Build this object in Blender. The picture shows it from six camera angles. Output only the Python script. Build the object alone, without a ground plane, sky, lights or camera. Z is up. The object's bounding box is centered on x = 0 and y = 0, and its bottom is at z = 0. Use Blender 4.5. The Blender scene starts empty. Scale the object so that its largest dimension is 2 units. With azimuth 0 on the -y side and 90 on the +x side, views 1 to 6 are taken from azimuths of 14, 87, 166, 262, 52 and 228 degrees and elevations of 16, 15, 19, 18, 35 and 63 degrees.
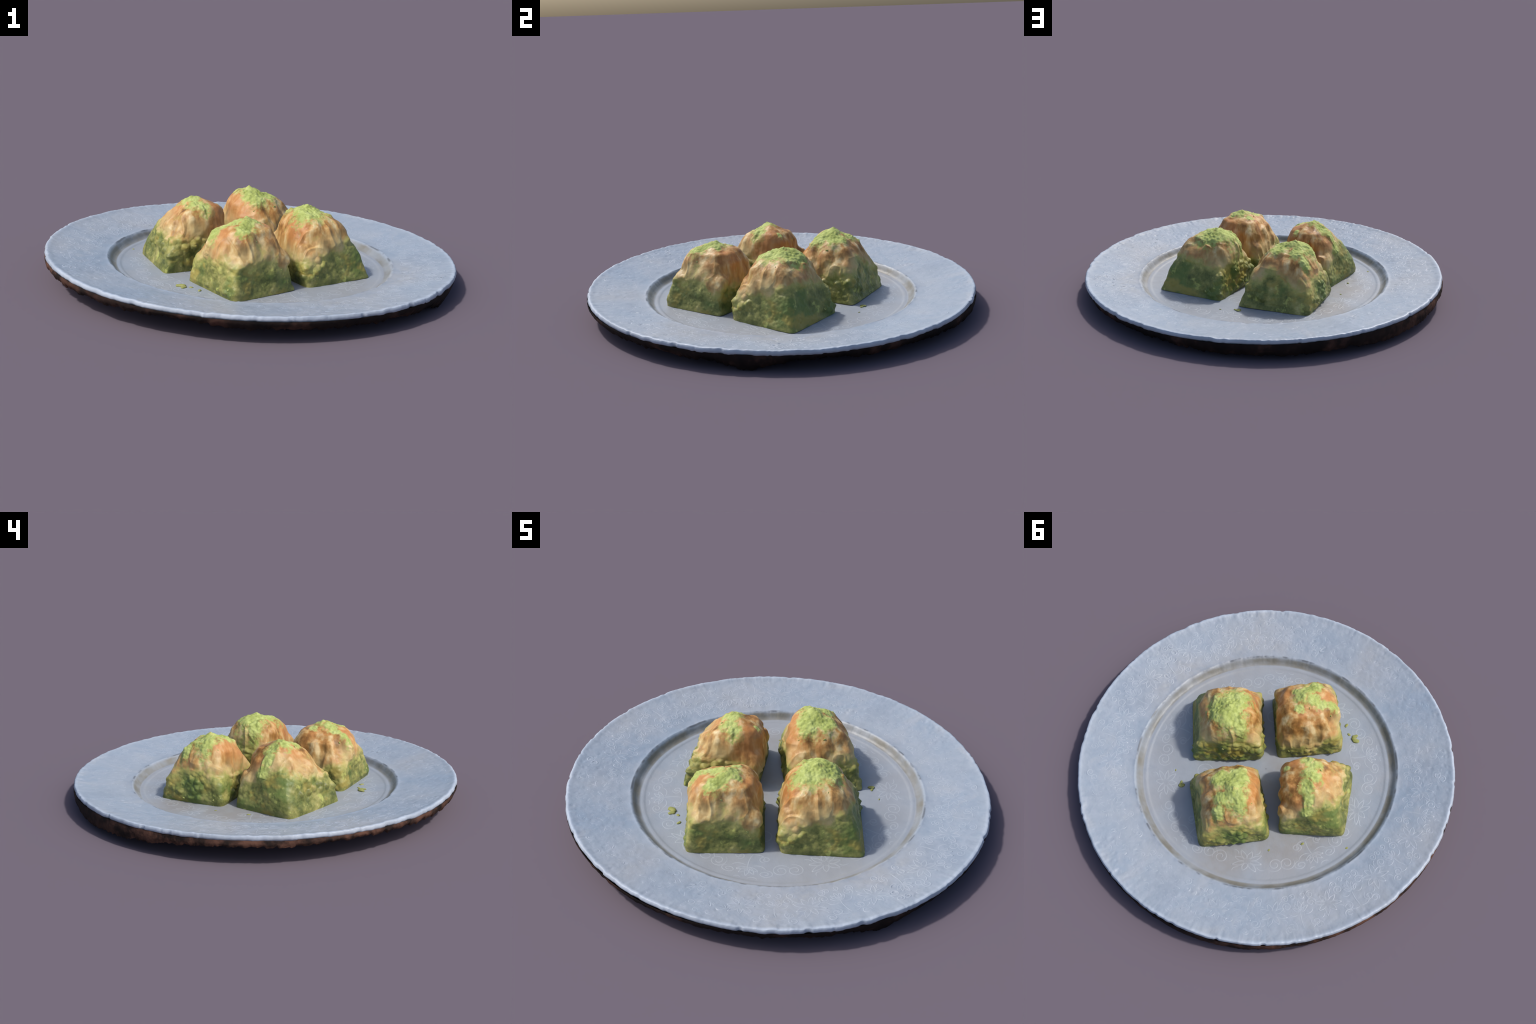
import bpy, math, random
import numpy as np

SEED = 7
random.seed(SEED)

# ------------------------------------------------------------------ noise
def _hash(ix, iy, iz, seed):
    h = (ix.astype(np.int64) * 374761393 + iy.astype(np.int64) * 668265263
         + iz.astype(np.int64) * 2147483647 + seed * 1274126177) & 0xFFFFFFFF
    h = ((h ^ (h >> 13)) * 1274126177) & 0xFFFFFFFF
    h = ((h ^ (h >> 16)) * 2246822519) & 0xFFFFFFFF
    return ((h ^ (h >> 15)) & 0xFFFFFF) / float(0xFFFFFF)

def vnoise(p, freq, seed=0):
    """smooth value noise in -1..1; p is (N,3), freq scalar or 3-vector"""
    q = p * np.asarray(freq, float)
    i = np.floor(q)
    f = q - i
    f = f * f * f * (f * (f * 6 - 15) + 10)
    i = i.astype(np.int64)
    out = np.zeros(len(p))
    for dx in (0, 1):
        wx = f[:, 0] if dx else 1 - f[:, 0]
        for dy in (0, 1):
            wy = f[:, 1] if dy else 1 - f[:, 1]
            for dz in (0, 1):
                wz = f[:, 2] if dz else 1 - f[:, 2]
                out += wx * wy * wz * _hash(i[:, 0] + dx, i[:, 1] + dy, i[:, 2] + dz, seed)
    return out * 2 - 1

def fbm(p, freq, seed=0, octaves=3, gain=0.5):
    f = np.asarray(freq, float)
    a, tot, s = 1.0, 0.0, np.zeros(len(p))
    for o in range(octaves):
        s += a * vnoise(p, f, seed + 31 * o)
        tot += a
        a *= gain
        f = f * 2.03
    return s / tot

def worley(p, freq, seed=0):
    """distance to nearest random feature point (in cell units)"""
    q = p * freq
    i = np.floor(q).astype(np.int64)
    best = np.full(len(p), 9.0)
    for dx in (-1, 0, 1):
        for dy in (-1, 0, 1):
            for dz in (-1, 0, 1):
                c = i + np.array([dx, dy, dz])
                d = np.zeros(len(p))
                for k in range(3):
                    h = _hash(c[:, 0], c[:, 1], c[:, 2], seed + 101 * (k + 1))
                    d += (c[:, k] + h - q[:, k]) ** 2
                best = np.minimum(best, d)
    return np.sqrt(best)

def sstep(a, b, x):
    t = np.clip((x - a) / (b - a), 0, 1)
    return t * t * (3 - 2 * t)

# ------------------------------------------------------------------ mesh helpers
def mesh_from(name, verts, faces, smooth=True):
    """verts (N,3), faces: (M,4) or (M,3) int array"""
    me = bpy.data.meshes.new(name)
    verts = np.ascontiguousarray(verts, dtype=np.float32)
    faces = np.ascontiguousarray(faces, dtype=np.int32)
    k = faces.shape[1]
    me.vertices.add(len(verts))
    me.vertices.foreach_set("co", verts.ravel())
    me.loops.add(faces.size)
    me.loops.foreach_set("vertex_index", faces.ravel())
    me.polygons.add(len(faces))
    me.polygons.foreach_set("loop_start", np.arange(0, faces.size, k, dtype=np.int32))
    me.update(calc_edges=True)
    me.validate()
    if smooth:
        me.polygons.foreach_set("use_smooth", np.ones(len(me.polygons), dtype=bool))
    return me

def grid_faces(nu, nv, wrap=True):
    """nu around (wrapping), nv rows"""
    f = []
    cols = nu if wrap else nu - 1
    i = np.arange(cols)
    j = np.arange(nv - 1)
    I, J = np.meshgrid(i, j)
    I2 = (I + 1) % nu
    return np.stack([J * nu + I, J * nu + I2, (J + 1) * nu + I2, (J + 1) * nu + I], -1).reshape(-1, 4)

def grid_normals(P):
    """P (nv,nu,3), wraps along axis 1"""
    du = np.roll(P, -1, 1) - np.roll(P, 1, 1)
    dv = np.gradient(P, axis=0)
    n = np.cross(du, dv)
    n /= np.linalg.norm(n, axis=2, keepdims=True) + 1e-12
    return n

def add_obj(name, me, parent=None, mat=None, loc=None):
    ob = bpy.data.objects.new(name, me)
    bpy.context.scene.collection.objects.link(ob)
    if parent:
        ob.parent = parent
    if mat:
        if len(me.materials) == 0:
            me.materials.append(mat)
    if loc is not None:
        ob.location = loc
    return ob

# ------------------------------------------------------------------ node helpers
class NT:
    def __init__(self, name, rough=0.6, spec=0.3):
        self.m = bpy.data.materials.new(name)
        self.m.use_nodes = True
        self.t = self.m.node_tree
        self.b = self.t.nodes["Principled BSDF"]
        self.b.inputs["Roughness"].default_value = rough
        self.b.inputs["Specular IOR Level"].default_value = spec
        tc = self.t.nodes.new("ShaderNodeTexCoord")
        self.co = tc.outputs["Object"]
    def n(self, kind, **kw):
        x = self.t.nodes.new(kind)
        for k, v in kw.items():
            setattr(x, k, v)
        return x
    def link(self, a, b):
        self.t.links.new(a, b)
    def put(self, sock, v):
        if isinstance(v, bpy.types.NodeSocket):
            self.link(v, sock)
        else:
            sock.default_value = v
    def math(self, op, a, b=0.0, clamp=False):
        x = self.n("ShaderNodeMath", operation=op, use_clamp=clamp)
        self.put(x.inputs[0], a)
        self.put(x.inputs[1], b)
        return x.outputs[0]
    def noise(self, scale, detail=3, rough=0.55, vec=None, stretch=None, dist=0.0):
        v = vec or self.co
        if stretch:
            mp = self.n("ShaderNodeMapping")
            mp.inputs["Scale"].default_value = stretch
            self.link(v, mp.inputs[0])
            v = mp.outputs[0]
        x = self.n("ShaderNodeTexNoise")
        self.link(v, x.inputs["Vector"])
        x.inputs["Scale"].default_value = scale
        x.inputs["Detail"].default_value = detail
        x.inputs["Roughness"].default_value = rough
        x.inputs["Distortion"].default_value = dist
        return x.outputs[0]
    def ramp(self, fac, stops, interp='LINEAR'):
        x = self.n("ShaderNodeValToRGB")
        e = x.color_ramp.elements
        x.color_ramp.interpolation = interp
        while len(e) < len(stops):
            e.new(0.5)
        for el, (p, c) in zip(e, stops):
            el.position = p
            el.color = (*c, 1) if len(c) == 3 else c
        self.link(fac, x.inputs[0])
        return x.outputs[0]
    def mix(self, fac, a, b, blend='MIX'):
        x = self.n("ShaderNodeMix", data_type='RGBA', blend_type=blend)
        self.put(x.inputs[0], fac)
        for s, v in ((x.inputs[6], a), (x.inputs[7], b)):
            if isinstance(v, tuple):
                v = (*v, 1) if len(v) == 3 else v
            self.put(s, v)
        return x.outputs[2]
    def remap(self, v, a, b, lo=0.0, hi=1.0):
        x = self.n("ShaderNodeMapRange", interpolation_type='SMOOTHSTEP')
        self.put(x.inputs[0], v)
        for i, q in enumerate((a, b, lo, hi)):
            x.inputs[i + 1].default_value = q
        return x.outputs[0]
    def bump(self, h, strength, dist):
        x = self.n("ShaderNodeBump")
        x.inputs["Strength"].default_value = strength
        x.inputs["Distance"].default_value = dist
        self.link(h, x.inputs["Height"])
        self.link(x.outputs[0], self.b.inputs["Normal"])
    def out(self, col):
        self.put(self.b.inputs["Base Color"], col)
        return self.m

# ------------------------------------------------------------------ the plate
TILT_X, TILT_Y = -0.015, -0.006          # the plate leans a little
FLOOR = 0.0345

def tilt(p):
    p = p.copy()
    r = np.hypot(p[..., 0], p[..., 1])
    tx = TILT_X - .004 * sstep(.55, .95, r)           # the rim is warped a little against the well
    p[..., 2] += tx * p[..., 0] + TILT_Y * p[..., 1]
    return p

def smooth_profile(pts, n):
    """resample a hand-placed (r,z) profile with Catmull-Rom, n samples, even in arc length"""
    P = np.array(pts, float)
    Q = np.vstack([2 * P[0] - P[1], P, 2 * P[-1] - P[-2]])
    out = []
    for i in range(1, len(Q) - 2):
        t = np.linspace(0, 1, 40, endpoint=False)[:, None]
        a, b, c, d = Q[i - 1], Q[i], Q[i + 1], Q[i + 2]
        lin = b + (c - b) * t
        cr = 0.5 * (2 * b + (c - a) * t + (2 * a - 5 * b + 4 * c - d) * t ** 2 + (3 * b - 3 * c + d - a) * t ** 3)
        out.append(0.5 * lin + 0.5 * cr)
    out = np.vstack(out + [P[-1:]])
    s = np.r_[0, np.cumsum(np.linalg.norm(np.diff(out, axis=0), axis=1))]
    u = np.linspace(0, s[-1], n)
    return np.c_[np.interp(u, s, out[:, 0]), np.interp(u, s, out[:, 1])]

TOP = [(0.002, .0345), (.30, .0345), (.58, .0350), (.628, .0366), (.640, .0400), (.648, .0406), (.656, .0402),
       (.666, .0430), (.675, .0500), (.684, .0615), (.692, .0705), (.699, .0748), (.708, .0742), (.718, .0745), (.75, .0780),
       (.85, .0935), (.95, .1090), (.972, .1140), (.984, .1170), (.992, .1150)]
LIP = [(.992, .1150), (.9960, .1080), (.9960, .1000), (.989, .0925), (.95, .0880), (.85, .0720), (.72, .0500),
       (.67, .0290), (.60, .0210), (.30, .0210), (.002, .0210)]

def top_height(r):
    prof = smooth_profile(TOP, 600)
    return np.interp(r, prof[:, 0], prof[:, 1])

def revolve(prof, nu):
    th = np.linspace(0, 2 * np.pi, nu, endpoint=False)
    P = np.zeros((len(prof), nu, 3))
    P[..., 0] = prof[:, :1] * np.cos(th)
    P[..., 1] = prof[:, :1] * np.sin(th)
    P[..., 2] = prof[:, 1:2]
    return P

def hammer(p):
    """soft dents of the beaten metal"""
    r = np.hypot(p[:, 0], p[:, 1])
    return 0.0018 * fbm(p, 10, 31, 3) + 0.0009 * fbm(p, 48, 33, 2) * sstep(.70, .76, r)

def roughen_plate(P, top):
    flat = P.reshape(-1, 3)
    r = np.hypot(flat[:, 0], flat[:, 1])
    th = np.arctan2(flat[:, 1], flat[:, 0])
    ring = np.c_[np.cos(th), np.sin(th), np.zeros_like(th)]
    edge = sstep(.90, .985, r)
    # wavy, nicked outer edge
    nick = 0.0030 * fbm(ring, 14, 3, 3) + 0.0018 * fbm(ring, 30, 5, 2) - 0.010 * np.maximum(0, vnoise(ring, 34, 9) - .45) - .001
    k = 1 + edge * nick
    flat[:, 0] *= k
    flat[:, 1] *= k
    flat[:, 2] += edge * 0.0028 * fbm(ring, 34, 12, 3)
    # the groove wall is not perfectly turned
    wall = np.exp(-((r - .69) / .022) ** 2)
    q = np.c_[ring[:, :2] * .69, flat[:, 2:3] * 0]
    flat[:, 2] += wall * (0.0035 * fbm(q, 26, 21, 3) - 0.004 * np.maximum(0, vnoise(q, 34, 23) - .5))
    flat[:, :2] *= (1 + wall * 0.004 * fbm(q, 22, 24, 2))[:, None]
    if top:
        # hammered, slightly pitted surface
        p = np.c_[flat[:, :2], np.zeros(len(flat))]
        flat[:, 2] += hammer(p)
        patchy = sstep(-.1, .5, fbm(p, 3.2, 41, 2)) * sstep(.71, .75, r)
        pits = np.clip(.42 - worley(p, 30, 37), 0, 1)
        flat[:, 2] -= patchy * pits * 0.006
    return flat.reshape(P.shape)

def plate_material(name="glazed_pewter_grey", lift=0.0):
    m = NT(name, rough=0.45, spec=0.45)
    big = m.noise(2.2, 3)
    col = m.ramp(big, [(.32, (.240, .300, .378)), (.52, (.285, .328, .385)), (.70, (.305, .322, .348))])
    smudge = m.noise(5.5, 5, .62, dist=.6)
    col = m.mix(m.remap(smudge, .50, .68, 0, .55), col, (.335, .360, .400))
    col = m.mix(m.remap(smudge, .48, .34, 0, .50), col, (.225, .268, .330))
    fine = m.noise(26, 4, .6)
    col = m.mix(m.remap(fine, .35, .75, 0, .45), col, (.330, .365, .430))
    speck = m.noise(60, 2)
    col = m.mix(m.remap(speck, .70, .80, 0, .35), col, (.17, .18, .19))
    # syrup film over the well: a warmer, duller grey
    sx = m.n("ShaderNodeSeparateXYZ")
    m.link(m.co, sx.inputs[0])
    r = m.math('SQRT', m.math('ADD', m.math('MULTIPLY', sx.outputs[0], sx.outputs[0]),
                              m.math('MULTIPLY', sx.outputs[1], sx.outputs[1])))
    well = m.remap(r, .63, .70, 1, 0)
    col = m.mix(m.math('MULTIPLY', well, m.remap(m.noise(5, 3), .3, .7, .35, .8)), col, (.272, .286, .310))
    # syrup that ran out from under the pieces, brownish
    stain = None
    for (x, y, rad) in ((-.43, .17, .20), (-.22, .47, .20), (-.10, -.02, .16), (-.36, .28, .12)):
        dv = m.n("ShaderNodeVectorMath", operation='DISTANCE')
        m.link(m.co, dv.inputs[0])
        dv.inputs[1].default_value = (x, y, .035)
        q = m.remap(dv.outputs["Value"], rad * .35, rad, 1, 0)
        stain = q if stain is None else m.math('MAXIMUM', stain, q)
    stain = m.math('MULTIPLY', stain, m.remap(m.noise(9, 4, .6), .30, .62, .25, .9))
    col = m.mix(m.math('MULTIPLY', m.math('MULTIPLY', stain, well), .45), col, (.215, .185, .150))
    # darker brownish band in the groove, plus a pale highlight painted along the outermost edge
    groove = m.math('MULTIPLY', m.remap(r, .650, .660, 0, 1), m.remap(r, .680, .692, 1, 0))
    col = m.mix(m.math('MULTIPLY', groove, m.remap(m.noise(7, 3), .3, .65, .30, .95)), col, (.180, .172, .145))
    dark_ring_line = m.math('MULTIPLY', m.remap(r, .686, .692, 0, 1), m.remap(r, .695, .701, 1, 0))
    col = m.mix(m.math('MULTIPLY', dark_ring_line, m.remap(m.noise(11, 3), .45, .60, 0, .8)), col, (.095, .105, .120))
    lip = m.remap(r, .962, .985, 0, 1)
    col = m.mix(m.math('MULTIPLY', lip, m.remap(m.noise(6, 3), .3, .7, .3, .8)), col, (.45, .51, .60))
    if lift:
        col = m.mix(lift, col, (.52, .56, .62))  # relief lines lightened to carry the shading that picks out the embossing
    m.bump(m.noise(90, 4, .6), .25, .004)
    return m.out(col)

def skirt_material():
    m = NT("dark_underside_brown", rough=0.8, spec=0.1)
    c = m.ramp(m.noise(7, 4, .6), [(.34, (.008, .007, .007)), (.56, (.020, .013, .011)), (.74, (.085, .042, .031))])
    sx = m.n("ShaderNodeSeparateXYZ")          # redder brown on one side, near-black on the other
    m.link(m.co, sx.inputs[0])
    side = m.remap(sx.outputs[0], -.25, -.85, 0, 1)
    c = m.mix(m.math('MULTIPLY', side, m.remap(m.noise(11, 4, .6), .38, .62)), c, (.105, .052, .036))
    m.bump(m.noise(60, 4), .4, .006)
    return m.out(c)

def spiral(cx, cy, r0, turns, start, sgn, n=26):
    """a scroll: tail runs outward from a tight curl"""
    t = np.linspace(0, 1, n)
    a = start + sgn * turns * 2 * np.pi * t
    rr = r0 * (1 - .80 * t)
    return np.c_[cx + rr * np.cos(a), cy + rr * np.sin(a)]

def arc(p, q, bend, n=14):
    p, q = np.array(p, float), np.array(q, float)
    t = np.linspace(0, 1, n)[:, None]
    d = q - p
    nrm = np.array([-d[1], d[0]])
    return p + d * t + nrm * bend * (4 * t * (1 - t))

def petal(a, r0, r1, w):
    """outline of a pointed petal about the origin"""
    u = np.array([math.cos(a), math.sin(a)])
    v = np.array([-u[1], u[0]])
    t = np.linspace(0, 1, 12)[:, None]
    side = np.sin(np.pi * t ** .8) * w
    left = u * (r0 + (r1 - r0) * t) + v * side
    right = u * (r0 + (r1 - r0) * t) - v * side
    return np.vstack([left, right[::-1]])

def flower_strokes():
    s = []
    for k in range(8):
        a = k * math.pi / 4 + .2
        s.append(petal(a, .012, .058 + .010 * (k % 2), .010))
    for k in (0, 1, 2, 3):
        a = k * math.pi / 2 + .6
        c, sn = math.cos(a), math.sin(a)
        s.append(arc((.05 * c, .05 * sn), (.085 * c, .085 * sn), .25))
    return s

def palmette_strokes():
    s = [arc((0, -.085), (0, .02), .06)]
    for k, a in enumerate((-1.0, -.5, 0, .5, 1.0)):
        p = petal(a + math.pi / 2, .0, .06 - .008 * abs(k - 2), .008)
        s.append(p + np.array([0, .01]))
    for sg in (-1, 1):
        s.append(arc((0, -.08), (sg * .05, -.035), sg * -.35))
        s.append(spiral(sg * .052, -.055, .024, 1.5, math.pi / 2, sg))
        s.append(spiral(sg * .060, .045, .026, 1.6, -math.pi / 2, sg))
        s.append(arc((sg * .01, 0), (sg * .06, .019), sg * -.3))
        s.append(spiral(sg * .025, .090, .018, 1.4, math.pi, sg))
    return s

def ornament():
    """flowers, palmettes and scrolls in low relief round the rim and over the well"""
    rng = random.Random(SEED)
    strokes = []
    N = 19
    for i in range(N):
        a = math.radians(-48.8 - i * 360 / N)
        for kind, off, rad in (("flower", 0.0, .838), ("palmette", .5, .838)):
            aa = a - off * 2 * math.pi / N
            rot = rng.uniform(-.3, .3) if kind == "flower" else rng.choice((0, math.pi)) + rng.uniform(-.2, .2)
            base = flower_strokes() if kind == "flower" else palmette_strokes()
            sc = rng.uniform(.95, 1.08)
            rd = rad + rng.uniform(-.012, .012)
            for q in base:
                c, s_ = math.cos(rot), math.sin(rot)
                x = (q[:, 0] * c - q[:, 1] * s_) * sc
                y = (q[:, 0] * s_ + q[:, 1] * c) * sc + rd
                # bend into the rim: y is the radius, x runs along the arc
                ang = aa - x / .84
                strokes.append(np.c_[y * np.cos(ang), y * np.sin(ang)])
        for sg in (-1, 1):                 # small scrolls filling the border
            for rd in (.755, .925):
                aa = a + sg * .085
                q = spiral(0, 0, .022, 1.6, rng.uniform(0, 6.28), sg)
                ang = aa + q[:, 0] / .84
                y = rd + q[:, 1]
                strokes.append(np.c_[y * np.cos(ang), y * np.sin(ang)])
    # the well: an outer round of flowers and bigger, looser scrolls
    for i in range(10):
        a = 2 * math.pi * i / 10 + .35
        for q in flower_strokes() if i % 2 else palmette_strokes():
            ang = a + q[:, 0] * 1.25 / .53
            y = .535 + q[:, 1] * .95
            strokes.append(np.c_[y * np.cos(ang), y * np.sin(ang)])
        a += math.pi / 10
        for sg in (-1, 1):
            q = spiral(sg * .03, 0, .04, 1.7, rng.uniform(0, 6.28), sg)
            ang = a + q[:, 0] / .53
            y = .55 + q[:, 1]
            strokes.append(np.c_[y * np.cos(ang), y * np.sin(ang)])
    for i in range(6):
        a = 2 * math.pi * i / 6
        for sg in (-1, 1):
            q = spiral(sg * .06, .0, .055, 1.6, rng.uniform(0, 6.28), sg)
            ang = a + q[:, 0] / .33
            y = .33 + q[:, 1]
            strokes.append(np.c_[y * np.cos(ang), y * np.sin(ang)])
    V, F, base = [], [], 0
    W, H = .0040, .0010                     # half width and rise of each raised line
    prof = [(-1, -.35), (-.55, .6), (0, 1), (.55, .6), (1, -.35)]
    for q in strokes:
        r = np.hypot(q[:, 0], q[:, 1])
        ok = ((r > .715) & (r < .962)) | (r < .622)
        if ok.sum() < len(q):
            idx = np.where(ok)[0]
            if len(idx) < 4:
                continue
            cut = np.split(idx, np.where(np.diff(idx) > 1)[0] + 1)
            idx = max(cut, key=len)
            if len(idx) < 4:
                continue
            q = q[idx]
            r = r[idx]
        t = np.gradient(q, axis=0)
        t /= np.linalg.norm(t, axis=1, keepdims=True) + 1e-9
        nrm = np.c_[-t[:, 1], t[:, 0]]
        n = len(q)
        taper = np.minimum(1, np.minimum(np.arange(n), np.arange(n)[::-1]) / 4 + .25)
        z0 = np.interp(r, PROF_T[:, 0], PROF_T[:, 1]) + hammer(np.c_[q, 0 * r])
        for (a, b) in prof:
            xy = q + nrm * (a * W * taper)[:, None]
            V.append(np.c_[xy, z0 + b * H * np.where(r < .65, .6, 1) * taper])
        for j in range(4):
            k = np.arange(n - 1)
            F.append(np.c_[base + j * n + k, base + j * n + k + 1, base + (j + 1) * n + k + 1, base + (j + 1) * n + k])
        base += 5 * n
    return np.vstack(V), np.vstack(F)

PROF_T = smooth_profile(TOP, 600)

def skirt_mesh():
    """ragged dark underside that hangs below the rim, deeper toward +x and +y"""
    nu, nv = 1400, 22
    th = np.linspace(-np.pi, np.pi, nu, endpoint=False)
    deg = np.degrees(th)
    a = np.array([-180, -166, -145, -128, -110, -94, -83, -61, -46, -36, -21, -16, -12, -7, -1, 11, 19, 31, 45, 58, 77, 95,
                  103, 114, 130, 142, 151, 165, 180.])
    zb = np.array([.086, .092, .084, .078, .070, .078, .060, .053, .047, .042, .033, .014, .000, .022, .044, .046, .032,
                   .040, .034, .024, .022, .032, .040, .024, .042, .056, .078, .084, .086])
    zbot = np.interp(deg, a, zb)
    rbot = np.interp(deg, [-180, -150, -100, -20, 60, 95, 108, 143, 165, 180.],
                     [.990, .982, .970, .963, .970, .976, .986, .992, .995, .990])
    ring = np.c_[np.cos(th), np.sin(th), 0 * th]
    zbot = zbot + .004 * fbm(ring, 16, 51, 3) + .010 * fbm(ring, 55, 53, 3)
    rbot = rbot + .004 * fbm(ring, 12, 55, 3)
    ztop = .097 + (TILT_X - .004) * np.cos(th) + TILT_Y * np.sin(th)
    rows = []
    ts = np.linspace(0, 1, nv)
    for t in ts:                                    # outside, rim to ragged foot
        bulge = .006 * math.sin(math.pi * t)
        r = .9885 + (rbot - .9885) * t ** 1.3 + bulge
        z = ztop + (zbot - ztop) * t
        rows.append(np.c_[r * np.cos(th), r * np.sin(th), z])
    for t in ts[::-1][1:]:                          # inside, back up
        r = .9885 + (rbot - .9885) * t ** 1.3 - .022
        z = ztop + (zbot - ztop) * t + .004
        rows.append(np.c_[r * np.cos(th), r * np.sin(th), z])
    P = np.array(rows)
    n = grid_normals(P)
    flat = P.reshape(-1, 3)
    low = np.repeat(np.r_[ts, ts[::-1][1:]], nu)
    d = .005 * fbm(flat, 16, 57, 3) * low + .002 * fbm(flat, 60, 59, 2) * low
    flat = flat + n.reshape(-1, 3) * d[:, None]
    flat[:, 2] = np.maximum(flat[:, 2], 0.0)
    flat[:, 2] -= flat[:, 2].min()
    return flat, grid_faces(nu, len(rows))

def build_plate():
    root = bpy.data.objects.new("plate", None)
    bpy.context.scene.collection.objects.link(root)
    root["label"] = "round grey-blue metal plate with embossed floral scrolls"
    root["category"] = "plate"
    nu = 1400
    m = plate_material()
    top = smooth_profile(TOP, 300)
    lip = smooth_profile(LIP, 90)
    P = revolve(np.vstack([top, lip[1:]]), nu)
    nt = len(top)
    n_split_well = int(np.searchsorted(top[:, 0], .700))
    P[:nt] = roughen_plate(P[:nt], True)
    P[nt:] = roughen_plate(P[nt:], False)
    P[..., 0] *= .998
    P[..., 1] *= .992
    P = tilt(P)
    nrm = -grid_normals(P)
    N = nrm if nrm[5, 0, 2] > 0 else -nrm
    Fall = grid_faces(nu, len(P))
    row = np.repeat(np.arange(len(P) - 1), nu)
    flat, nflat = P.reshape(-1, 3), N.reshape(-1, 3)
    parts = (("well", row < n_split_well), ("rim", (row >= n_split_well) & (row < nt + 14)), ("underside", row >= nt + 14))
    for name, sel in parts:
        split_part(name, flat, nflat, Fall[sel][:, ::-1], root, m)
    V, F = ornament()
    ob = add_obj("scroll_relief", mesh_from("scroll_relief", tilt(V), F), root, plate_material("highlight_tinted_relief_grey", .16))
    ob["kind"] = "stuff"
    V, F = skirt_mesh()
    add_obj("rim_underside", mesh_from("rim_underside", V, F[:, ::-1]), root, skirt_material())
    return root

def split_part(name, V, N, F, parent, mat):
    """one region of a shared surface as its own mesh, keeping the whole surface's normals"""
    used = np.unique(F)
    remap = np.full(len(V), -1, dtype=np.int64)
    remap[used] = np.arange(len(used))
    me = mesh_from(name, V[used], remap[F])
    me.normals_split_custom_set_from_vertices(N[used].astype(np.float32).tolist())
    return add_obj(name, me, parent, mat)

# ------------------------------------------------------------------ the baklava
# local frame of a piece: +X right flank, -X left flank, -Y front end, +Y back end
YAW = math.radians(51.5)
UX = np.array([math.cos(YAW), math.sin(YAW)])
UY = np.array([-math.sin(YAW), math.cos(YAW)])

# order of the angular rules: L, FL, F, FR, R, BR, B, BL, L
PIECES = [
    dict(corners=dict(FL=(.344, -.268), FR=(.598, .013), BR=(.300, .256), BL=(.052, -.022)),
         apex=(.272, -.002), top=.364, hollow=(.008, .007, .008, .0), sides=(.95, 1.50, .45, .38),
         border=(.10, .13, .165, .19, .175, .15, .18, .13, .10),
         blobs=((330, 300, 95), (450, 270, 110), (420, 390, 115), (520, 240, 70), (490, 450, 60), (300, 380, 50))),
    dict(corners=dict(FL=(.092, -.597), FR=(.307, -.317), BR=(.005, -.084), BL=(-.205, -.370)),
         apex=(.060, -.325), top=.359, hollow=(.004, .004, .006, .006), sides=(.82, .48, .75, .60),
         border=(.16, .14, .165, .12, .10, .08, .09, .14, .16),
         blobs=((1060, 190, 65), (1130, 150, 60), (1000, 240, 55), (1100, 260, 60), (990, 330, 35), (1270, 280, 45), (1180, 290, 40), (960, 200, 35))),
    dict(corners=dict(FL=(.009, .037), FR=(.228, .345), BR=(-.107, .556), BL=(-.318, .263)),
         apex=(-.100, .297), top=.366, hollow=(.010, .006, .002, .006), sides=(1.00, 1.40, .68, .78),
         border=(.13, .11, .11, .15, .19, .12, .17, .14, .13),
         blobs=((480, 850, 70), (340, 900, 75), (440, 950, 100), (520, 890, 55), (450, 1060, 85), (340, 1060, 55), (310, 1150, 45), (480, 1120, 55))),
    dict(corners=dict(FL=(-.328, -.332), FR=(-.076, -.064), BR=(-.323, .205), BL=(-.566, -.034)),
         apex=(-.298, -.044), top=.364, hollow=(.0, .0, .004, .010), sides=(.60, .08, 1.00, 1.75),
         border=(.17, .15, .15, .08, .06, .12, .20, .19, .17),
         blobs=((1060, 760, 50), (1120, 800, 50), (1070, 870, 60), (1110, 910, 50), (1050, 970, 55), (1060, 1060, 42), (1040, 1120, 42), (880, 815, 22))),
]

def crop_to_plane(x, y, z):
    """a spot noted on a top view, as a point on a level plane (the top view's own camera geometry)"""
    eye = np.array([-1.748, 1.457, 4.505])
    f = np.array([-.078, -.031, .116]) - eye
    f /= np.linalg.norm(f)
    r = np.cross(f, [0, 0, 1.0])
    r /= np.linalg.norm(r)
    u = np.cross(r, f)
    px, py = 312 + x / 4.126, 316 + y / 4.126
    d = f + r * (px - 512) / 1880.2 + u * (512 - py) / 1880.2
    return (eye + d * (z - eye[2]) / d[2])[:2]

# (height fraction, inset of F, R, B, L in metres)
PROFILE = [(0.00, 0.000, 0.000, 0.000, 0.000),
           (0.12, 0.003, 0.003, 0.003, 0.003),
           (0.30, 0.014, 0.012, 0.014, 0.012),
           (0.45, 0.032, 0.024, 0.030, 0.024),
           (0.60, 0.054, 0.038, 0.052, 0.038),
           (0.74, 0.083, 0.058, 0.080, 0.058),
           (0.86, 0.110, 0.084, 0.107, 0.084),
           (0.94, 0.131, 0.109, 0.127, 0.109),
           (0.985, 0.152, 0.138, 0.148, 0.138),
           (1.00, None, None, None, None)]

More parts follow.
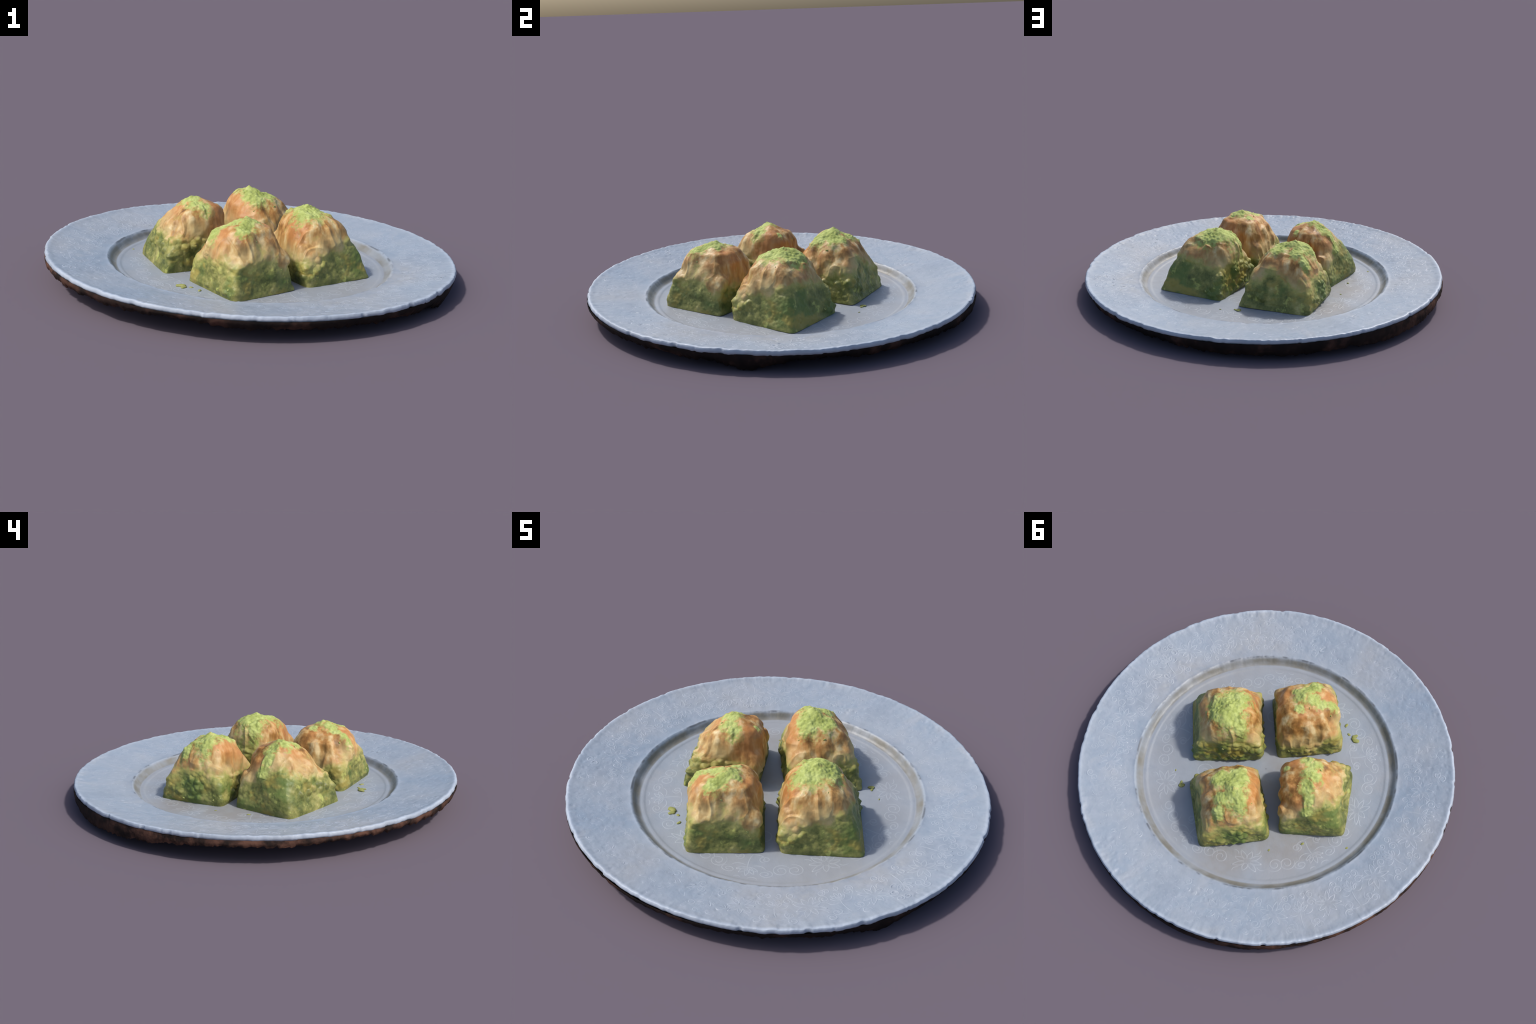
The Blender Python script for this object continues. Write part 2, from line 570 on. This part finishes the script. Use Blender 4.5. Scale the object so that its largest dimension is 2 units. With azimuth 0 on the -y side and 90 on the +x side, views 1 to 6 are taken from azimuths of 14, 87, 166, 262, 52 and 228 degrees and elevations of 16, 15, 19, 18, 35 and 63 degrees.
def topping_field(xy, spec, centre):
    """sum of soft round dabs where the ground pistachio was scattered"""
    g = np.zeros(len(xy))
    for (x, y, r) in spec["blobs"]:
        c = crop_to_plane(x, y, .312)
        d = c - centre
        c = np.array([d @ UX, d @ UY])
        R = r / 1450
        q = np.linalg.norm(xy - c, axis=1) / R
        g = np.maximum(g, 1.35 - q) + .12 * np.exp(-q * q)
    return g

def border_height(ang, spec):
    k = np.linspace(-np.pi, np.pi, 9)
    return np.interp(ang, k, np.array(spec["border"]))

def body_points(spec, idx):
    C = {k: np.array(v) for k, v in spec["corners"].items()}
    centre = sum(C.values()) / 4
    loc = {k: np.array([(v - centre) @ UX, (v - centre) @ UY]) for k, v in C.items()}
    ap = np.array(spec["apex"]) - centre
    ap = np.array([ap @ UX, ap @ UY])
    zf = FLOOR + TILT_X * centre[0] + TILT_Y * centre[1]
    H = spec["top"] - zf
    wR = (loc["FR"][0] + loc["BR"][0]) / 2
    wL = -(loc["FL"][0] + loc["BL"][0]) / 2
    wB = (loc["BR"][1] + loc["BL"][1]) / 2
    wF = -(loc["FR"][1] + loc["FL"][1]) / 2
    nu, nv = 420, 220
    mF, mR, mB, mL = spec["sides"]          # outward flanks lean in more than the ones facing the neighbours
    full = (wF - .004 + ap[1], wR - .004 - ap[0], wB - .004 - ap[1], wL - .004 + ap[0])
    pr = []
    for p in PROFILE:
        if p[1] is None:
            pr.append((p[0], *full))
        else:
            k = sstep(.80, 1.0, p[0])          # near the crown every flank must close on the apex
            pr.append((p[0], *[(1 - k) * min(v * m_, f * .93) + k * f * (.40 + .60 * sstep(.75, 1.0, p[0])) for v, m_, f in zip(p[1:], (mF, mR, mB, mL), full)]))
    pr = np.array(pr)
    key = np.c_[pr[:, 0] * H, pr[:, 1:]]
    s = np.r_[0, np.cumsum(np.hypot(np.diff(key[:, 0]), np.diff(key[:, 1:].mean(1))))]
    u = np.linspace(0, s[-1], nv)
    h = np.interp(u, s, key[:, 0])
    ins = np.stack([np.interp(u, s, key[:, k]) for k in range(1, 5)], 1)
    ker = np.hanning(19); ker /= ker.sum()
    def sm(a):
        return np.convolve(np.pad(a, 9, mode='reflect', reflect_type='odd'), ker, 'valid')
    h = sm(h)
    ins = np.stack([sm(ins[:, k]) for k in range(4)], 1)
    th = np.linspace(-np.pi, np.pi, 4001)
    c, s_ = np.cos(th), np.sin(th)
    P = np.zeros((nv, nu, 3))
    fr = np.clip(h / H, 0, 1)
    for j in range(nv):
        e = 2 / (2.7 + 11.0 * (1 - sstep(.12, .62, fr[j])))     # crisp corners low down, round ones above
        x = np.sign(c) * np.abs(c) ** e
        y = np.sign(s_) * np.abs(s_) ** e
        hol = sstep(0, .22, fr[j]) * (1 - sstep(.30, .72, fr[j]))     # the flanks are a little hollow above the foot
        iF, iR, iB, iL = ins[j] + hol * np.array(spec["hollow"])
        aF, aR, aB, aL = wF - iF, wR - iR, wB - iB, wL - iL
        X = (aR - aL) / 2 + x * (aR + aL) / 2        # the outline drifts toward the apex as it narrows
        Y = (aB - aF) / 2 + y * (aB + aF) / 2
        # even spacing along the outline, blended with the angle so corners keep their own columns
        arcl = np.r_[0, np.cumsum(np.hypot(np.diff(X), np.diff(Y)))]
        u_ = np.linspace(0, arcl[-1], nu, endpoint=False)
        P[j, :, 0], P[j, :, 1], P[j, :, 2] = np.interp(u_, arcl, X), np.interp(u_, arcl, Y), h[j]
    # shear the rectangle to the measured quadrilateral of the foot
    X, Y = P[..., 0], P[..., 1]
    a = (X + wL) / (wL + wR)
    b = (Y + wF) / (wF + wB)
    q = ((1 - a) * (1 - b))[..., None] * loc["FL"] + (a * (1 - b))[..., None] * loc["FR"] \
        + (a * b)[..., None] * loc["BR"] + ((1 - a) * b)[..., None] * loc["BL"]
    P[..., :2] = q
    return P, centre, zf, H, ap

def mound_material(spec, idx, centre, H):
    """flaky golden pastry above, crushed green pistachio below and dusted on top, with uneven soft borders"""
    m = NT("baked_pastry_and_pistachio", rough=0.50, spec=0.35)
    off = m.n("ShaderNodeMapping")
    off.inputs["Location"].default_value = (idx * 3.1, idx * 1.7, idx * .9)
    m.link(m.co, off.inputs[0])
    v = off.outputs[0]
    sx = m.n("ShaderNodeSeparateXYZ")
    m.link(m.co, sx.inputs[0])
    ang = m.math('ARCTAN2', sx.outputs[1], sx.outputs[0])
    t = m.math('ADD', m.math('DIVIDE', ang, 2 * math.pi), .5)
    fc = m.n("ShaderNodeFloatCurve")
    cur = fc.mapping.curves[0]
    pts = list(zip(np.linspace(0, 1, 9), [b / .35 for b in spec["border"]]))
    while len(cur.points) < len(pts):
        cur.points.new(.5, .5)
    for p, (x, y) in zip(cur.points, pts):
        p.location = (float(x), float(y))
    fc.mapping.update()
    m.link(t, fc.inputs[1])
    border = m.math('MULTIPLY', fc.outputs[0], .35)
    n1 = m.noise(10, 4, .6, vec=v)
    n2 = m.noise(34, 3, .6, vec=v)
    rel = m.math('SUBTRACT', sx.outputs[2], border)
    d = m.math('ADD', rel, m.math('MULTIPLY', m.math('SUBTRACT', n1, .5), .22))
    d = m.math('ADD', d, m.math('MULTIPLY', m.math('SUBTRACT', n2, .5), .05))
    # pastry: cream, tan and baked brown in upright streaks
    streak = m.noise(7, 3, .55, vec=v, stretch=(3.2, 3.2, .8))
    crust = m.ramp(streak, [(.32, (.175, .080, .018)), (.42, (.310, .150, .040)), (.50, (.440, .235, .072)), (.57, (.540, .350, .140)), (.66, (.640, .500, .265))])
    blush = m.noise(5.5, 3, .5, vec=v)
    crust = m.mix(m.remap(blush, .46, .62, 0, .65), crust, (.490, .205, .065))
    greyed = m.noise(13, 3, .5, vec=v)
    crust = m.mix(m.remap(greyed, .60, .74, 0, .40), crust, (.300, .205, .115))
    # paler, less browned toward the lower pleats
    pale = m.remap(rel, .0, .12, 1, 0)
    crust = m.mix(m.math('MULTIPLY', pale, m.remap(m.noise(8, 3, vec=v), .35, .62, .2, .9)), crust, (.510, .410, .190))
    dust = m.noise(17, 3, .55, vec=v)
    crust = m.mix(m.remap(dust, .60, .74, 0, .45), crust, (.350, .300, .080))
    # pistachio flank: olive, leaf green and yellow
    g1 = m.noise(15, 5, .66, vec=v)
    green = m.ramp(g1, [(.30, (.060, .075, .018)), (.42, (.125, .140, .036)), (.52, (.205, .208, .058)), (.62, (.300, .280, .092)), (.74, (.430, .390, .160))])
    g2 = m.noise(6, 3, vec=v)
    green = m.mix(m.remap(g2, .46, .62, 0, .7), green, (.105, .165, .038))
    g3 = m.noise(8, 3, .6, vec=v, stretch=(1, 1, 1.4))
    green = m.mix(m.remap(g3, .52, .66, 0, .75), green, (.330, .260, .060))
    g4 = m.noise(20, 3, .6, vec=v)
    green = m.mix(m.remap(g4, .60, .70, 0, .7), green, (.420, .440, .120))
    pale2 = m.remap(d, -.055, .0, 0, 1)
    green = m.mix(m.math('MULTIPLY', pale2, .60), green, (.430, .410, .120))
    col = m.mix(m.remap(d, -.022, .034), green, crust)
    # ground nuts scattered over the crown
    flat = m.n("ShaderNodeCombineXYZ")
    m.link(sx.outputs[0], flat.inputs[0])
    m.link(sx.outputs[1], flat.inputs[1])
    best = None
    for (x, y, r) in spec["blobs"]:
        c = crop_to_plane(x, y, .312) - centre
        dist = m.n("ShaderNodeVectorMath", operation='DISTANCE')
        m.link(flat.outputs[0], dist.inputs[0])
        dist.inputs[1].default_value = (float(c @ UX), float(c @ UY), 0)
        q = m.math('SUBTRACT', 1.35, m.math('DIVIDE', dist.outputs["Value"], r / 1450))
        best = q if best is None else m.math('MAXIMUM', best, q)
    best = m.math('MINIMUM', best, 1.0)
    g = m.math('ADD', best, m.math('MULTIPLY', m.math('SUBTRACT', m.noise(26, 4, .62, vec=v), .5), 2.0))
    g = m.math('ADD', g, m.math('MULTIPLY', m.math('SUBTRACT', m.noise(75, 3, .65, vec=v), .5), 1.3))
    g = m.math('MULTIPLY', g, m.remap(sx.outputs[2], .40 * H, .60 * H))
    a = m.noise(20, 5, .66, vec=v)
    nut = m.ramp(a, [(.30, (.215, .250, .055)), (.44, (.320, .375, .100)), (.58, (.410, .470, .150)), (.75, (.510, .550, .225))])
    vz = m.n("ShaderNodeTexVoronoi")
    vz.inputs["Scale"].default_value = 62
    m.link(v, vz.inputs["Vector"])
    nut = m.mix(.22, nut, m.ramp(vz.outputs["Color"], [(.2, (.24, .29, .05)), (.8, (.50, .56, .20))]))
    tm = m.remap(g, .0, .72)
    col = m.mix(tm, col, nut)
    m.put(m.b.inputs["Roughness"], m.remap(tm, 0, 1, .48, .8))
    hb = m.math('ADD', m.noise(70, 4, .6, vec=v), m.math('MULTIPLY', m.noise(16, 3, vec=v, stretch=(3, 3, .8)), .7))
    m.bump(hb, .25, .005)
    return m.out(col)

def topping_material(name="ground_pistachio_green", k=1.0):
    m = NT(name, rough=0.7, spec=0.2)
    c = m.ramp(m.noise(40, 4, .6), [(.30, (.215, .240, .065)), (.50, (.300, .330, .100)), (.70, (.410, .400, .170))])
    if k < 1:
        c = m.mix(1 - k, c, (.200, .180, .090))
    m.bump(m.noise(110, 4, .65), .4, .004)
    return m.out(c)

def crumb_mesh(name, seed, size):
    """one broken nut crumb, an irregular rounded chunk"""
    nu, nv = 14, 9
    th = np.linspace(0, 2 * np.pi, nu, endpoint=False)
    ph = np.linspace(.02, np.pi - .02, nv)
    P = np.stack([np.outer(np.sin(ph), np.cos(th)), np.outer(np.sin(ph), np.sin(th)), np.repeat(np.cos(ph)[:, None], nu, 1)], -1)
    f = P.reshape(-1, 3)
    rad = 1 + .35 * vnoise(f + seed * 3.3, 1.3, seed) + .18 * vnoise(f, 2.9, seed + 5)
    f = f * rad[:, None] * np.array([1, .8, .45]) * size
    return mesh_from(name, f, grid_faces(nu, nv))

def build_piece(spec, idx, mats, crumbs):
    P, centre, zf, H, ap = body_points(spec, idx)
    nv, nu, _ = P.shape
    flat = P.reshape(-1, 3)
    off = np.array([idx * 7.3, idx * 3.9, idx * 2.1])
    ang = np.arctan2(flat[:, 1], flat[:, 0])
    z = flat[:, 2]
    fade = sstep(0, .03, z)                                # foot stays on the plate
    N = grid_normals(P).reshape(-1, 3)
    if N[nu * 20, 0] * flat[nu * 20, 0] < 0:
        N = -N
    s = flat + off
    bh = border_height(ang, spec) + .022 * fbm(s, 12, 61, 3)
    crust = sstep(-.012, .012, z - bh)
    capk = sstep(.92, .68, z / H)                           # pleats die out on top
    # broad dents
    d = .011 * fbm(s, 8, 63, 2) * fade
    # folded pastry sheet: a few broad upright pleats and facets
    wob = s + np.c_[vnoise(s, 14, 64), vnoise(s, 14, 164), 0 * z] * .012
    pleat = vnoise(wob, (23, 23, 7), 65) + .3 * vnoise(wob, (42, 42, 13), 67)
    fold = np.clip(.40 - np.abs(vnoise(wob + 5, (19, 19, 6), 66)), 0, 1)
    d += crust * (.003 + .0080 * pleat * (.35 + .65 * capk) + .013 * fold * (.25 + .75 * capk) + .004 * vnoise(s, (26, 26, 20), 68))
    # the cut slab stands proud of the pastry on two flanks, the pastry overhangs on the others
    d += (1 - crust) * fade * (.003 + .007 * (-np.cos(ang) * .8 + np.sin(ang) * .6))
    d += crust * .0012 * fbm(s, 44, 69, 2)
    # crumbly pistachio flank
    lump = np.clip(.62 - worley(s, 26, 71), 0, 1)
    lump2 = np.clip(.60 - worley(s, 50, 73), 0, 1)
    some = sstep(0, .40, fbm(s, 7, 75, 2))
    d += (1 - crust) * fade * (.026 * lump * some + .004 * lump2 + .008 * fbm(s, 14, 77, 3) - .002)
    # scattered ground nuts on top
    g = topping_field(flat[:, :2], spec, centre) + .34 * fbm(s, 24, 79, 3) + .16 * fbm(s, 60, 80, 2)
    g = np.where(z < .50 * H, -1, g)
    topm = sstep(.15, .95, g)
    grain = np.clip(.70 - worley(s, 56, 81), 0, 1)
    d += topm * (.002 + .006 * grain + .008 * fbm(s, 24, 83, 3))
    # close to the closing point lift straight up, so the cap cannot fold over itself
    cap = sstep(.84, .95, np.repeat(np.linspace(0, 1, nv), nu))[:, None]
    N = N * (1 - cap) + np.array([0, 0, 1.0]) * cap
    Q = flat + N * d[:, None]
    Q[:, 2] *= H / Q[:, 2].max()
    Q[:, 2] = np.maximum(Q[:, 2], -.004)
    Q = Q.reshape(P.shape)
    # single closing point
    Q[-1] = Q[-2].mean(0)
    Nn = grid_normals(Q)
    Nn[-1] = Nn[-3].mean(0)
    Nn = Nn.reshape(-1, 3)
    if Nn[nu * 20, 0] * flat[nu * 20, 0] < 0:
        Nn = -Nn
    Nn /= np.linalg.norm(Nn, axis=1, keepdims=True) + 1e-9
    V = Q.reshape(-1, 3)
    F = grid_faces(nu, nv)
    root = bpy.data.objects.new("baklava", None)
    bpy.context.scene.collection.objects.link(root)
    root.location = (centre[0], centre[1], zf)
    root.rotation_euler = (0, 0, YAW)
    root["label"] = "square baklava mound topped with ground green pistachio"
    root["category"] = "baklava pastry"
    gt = topm[F].mean(1) > .4
    cr = crust[F].mean(1) > .5
    m = mound_material(spec, idx, centre, H)
    split_part("pistachio_topping", V, Nn, F[gt], root, m)
    split_part("pastry_crust", V, Nn, F[cr & ~gt], root, m)
    split_part("pistachio_filling", V, Nn, F[~cr & ~gt], root, m)
    # loose crumbs caught at the edge of the topping and on the flanks
    rng = np.random.RandomState(100 + idx)
    cand = np.where((g > .05) & (g < .5) & (z > .6 * H))[0]
    flank = np.where((crust < .3) & (z > .02) & (z < .13))[0]
    for pool, count in ((cand, 3), (flank, 4)):
        if len(pool) == 0:
            continue
        for v in rng.choice(pool, count, replace=False):
            o = add_obj("pistachio_crumb", crumbs[rng.randint(len(crumbs))], root)
            k = rng.uniform(.5, .95)
            o.scale = (k, k, k)
            o.location = V[v] - Nn[v] * .003
            o.rotation_euler = rng.uniform(0, 6.28, 3)
    return root

def build_loose_crumbs(crumbs):
    """crumbs that fell on the plate"""
    spots = [(-.198, -.470, 1.5), (-.180, -.485, 1.1), (-.150, -.470, .7), (.229, .395, 1.2), (.243, .385, .7),
             (-.292, .640, .7), (-.10, -.50, .8), (-.45, .15, .6), (-.36, .30, .5), (.32, .36, .4), (-.62, .0, .6)]
    rng = np.random.RandomState(5)
    for (x, y, k) in spots:
        z = FLOOR + TILT_X * x + TILT_Y * y
        o = add_obj("fallen_crumb", crumbs[rng.randint(len(crumbs))])
        o.location = (x, y, z + .002 * k)
        o.rotation_euler = (0, 0, rng.uniform(0, 6.28))
        o.scale = (k * 1.2, k * 1.2, k)
        o["label"] = "small broken green pistachio crumb"
        o["category"] = "nut crumb"

def main():
    build_plate()
    mats = dict(topping=topping_material())
    crumbs = []
    for k in range(4):
        me = crumb_mesh("pistachio_crumb", 11 + k, .0095)
        me.materials.append(mats["topping"])
        crumbs.append(me)
    for i, spec in enumerate(PIECES):
        build_piece(spec, i, mats, crumbs)
    fallen = []
    olive = topping_material("fallen_crumb_olive", .72)
    for k in range(2):
        me = crumb_mesh("fallen_crumb", 31 + k, .0105)
        me.materials.append(olive)
        fallen.append(me)
    build_loose_crumbs(fallen)

main()
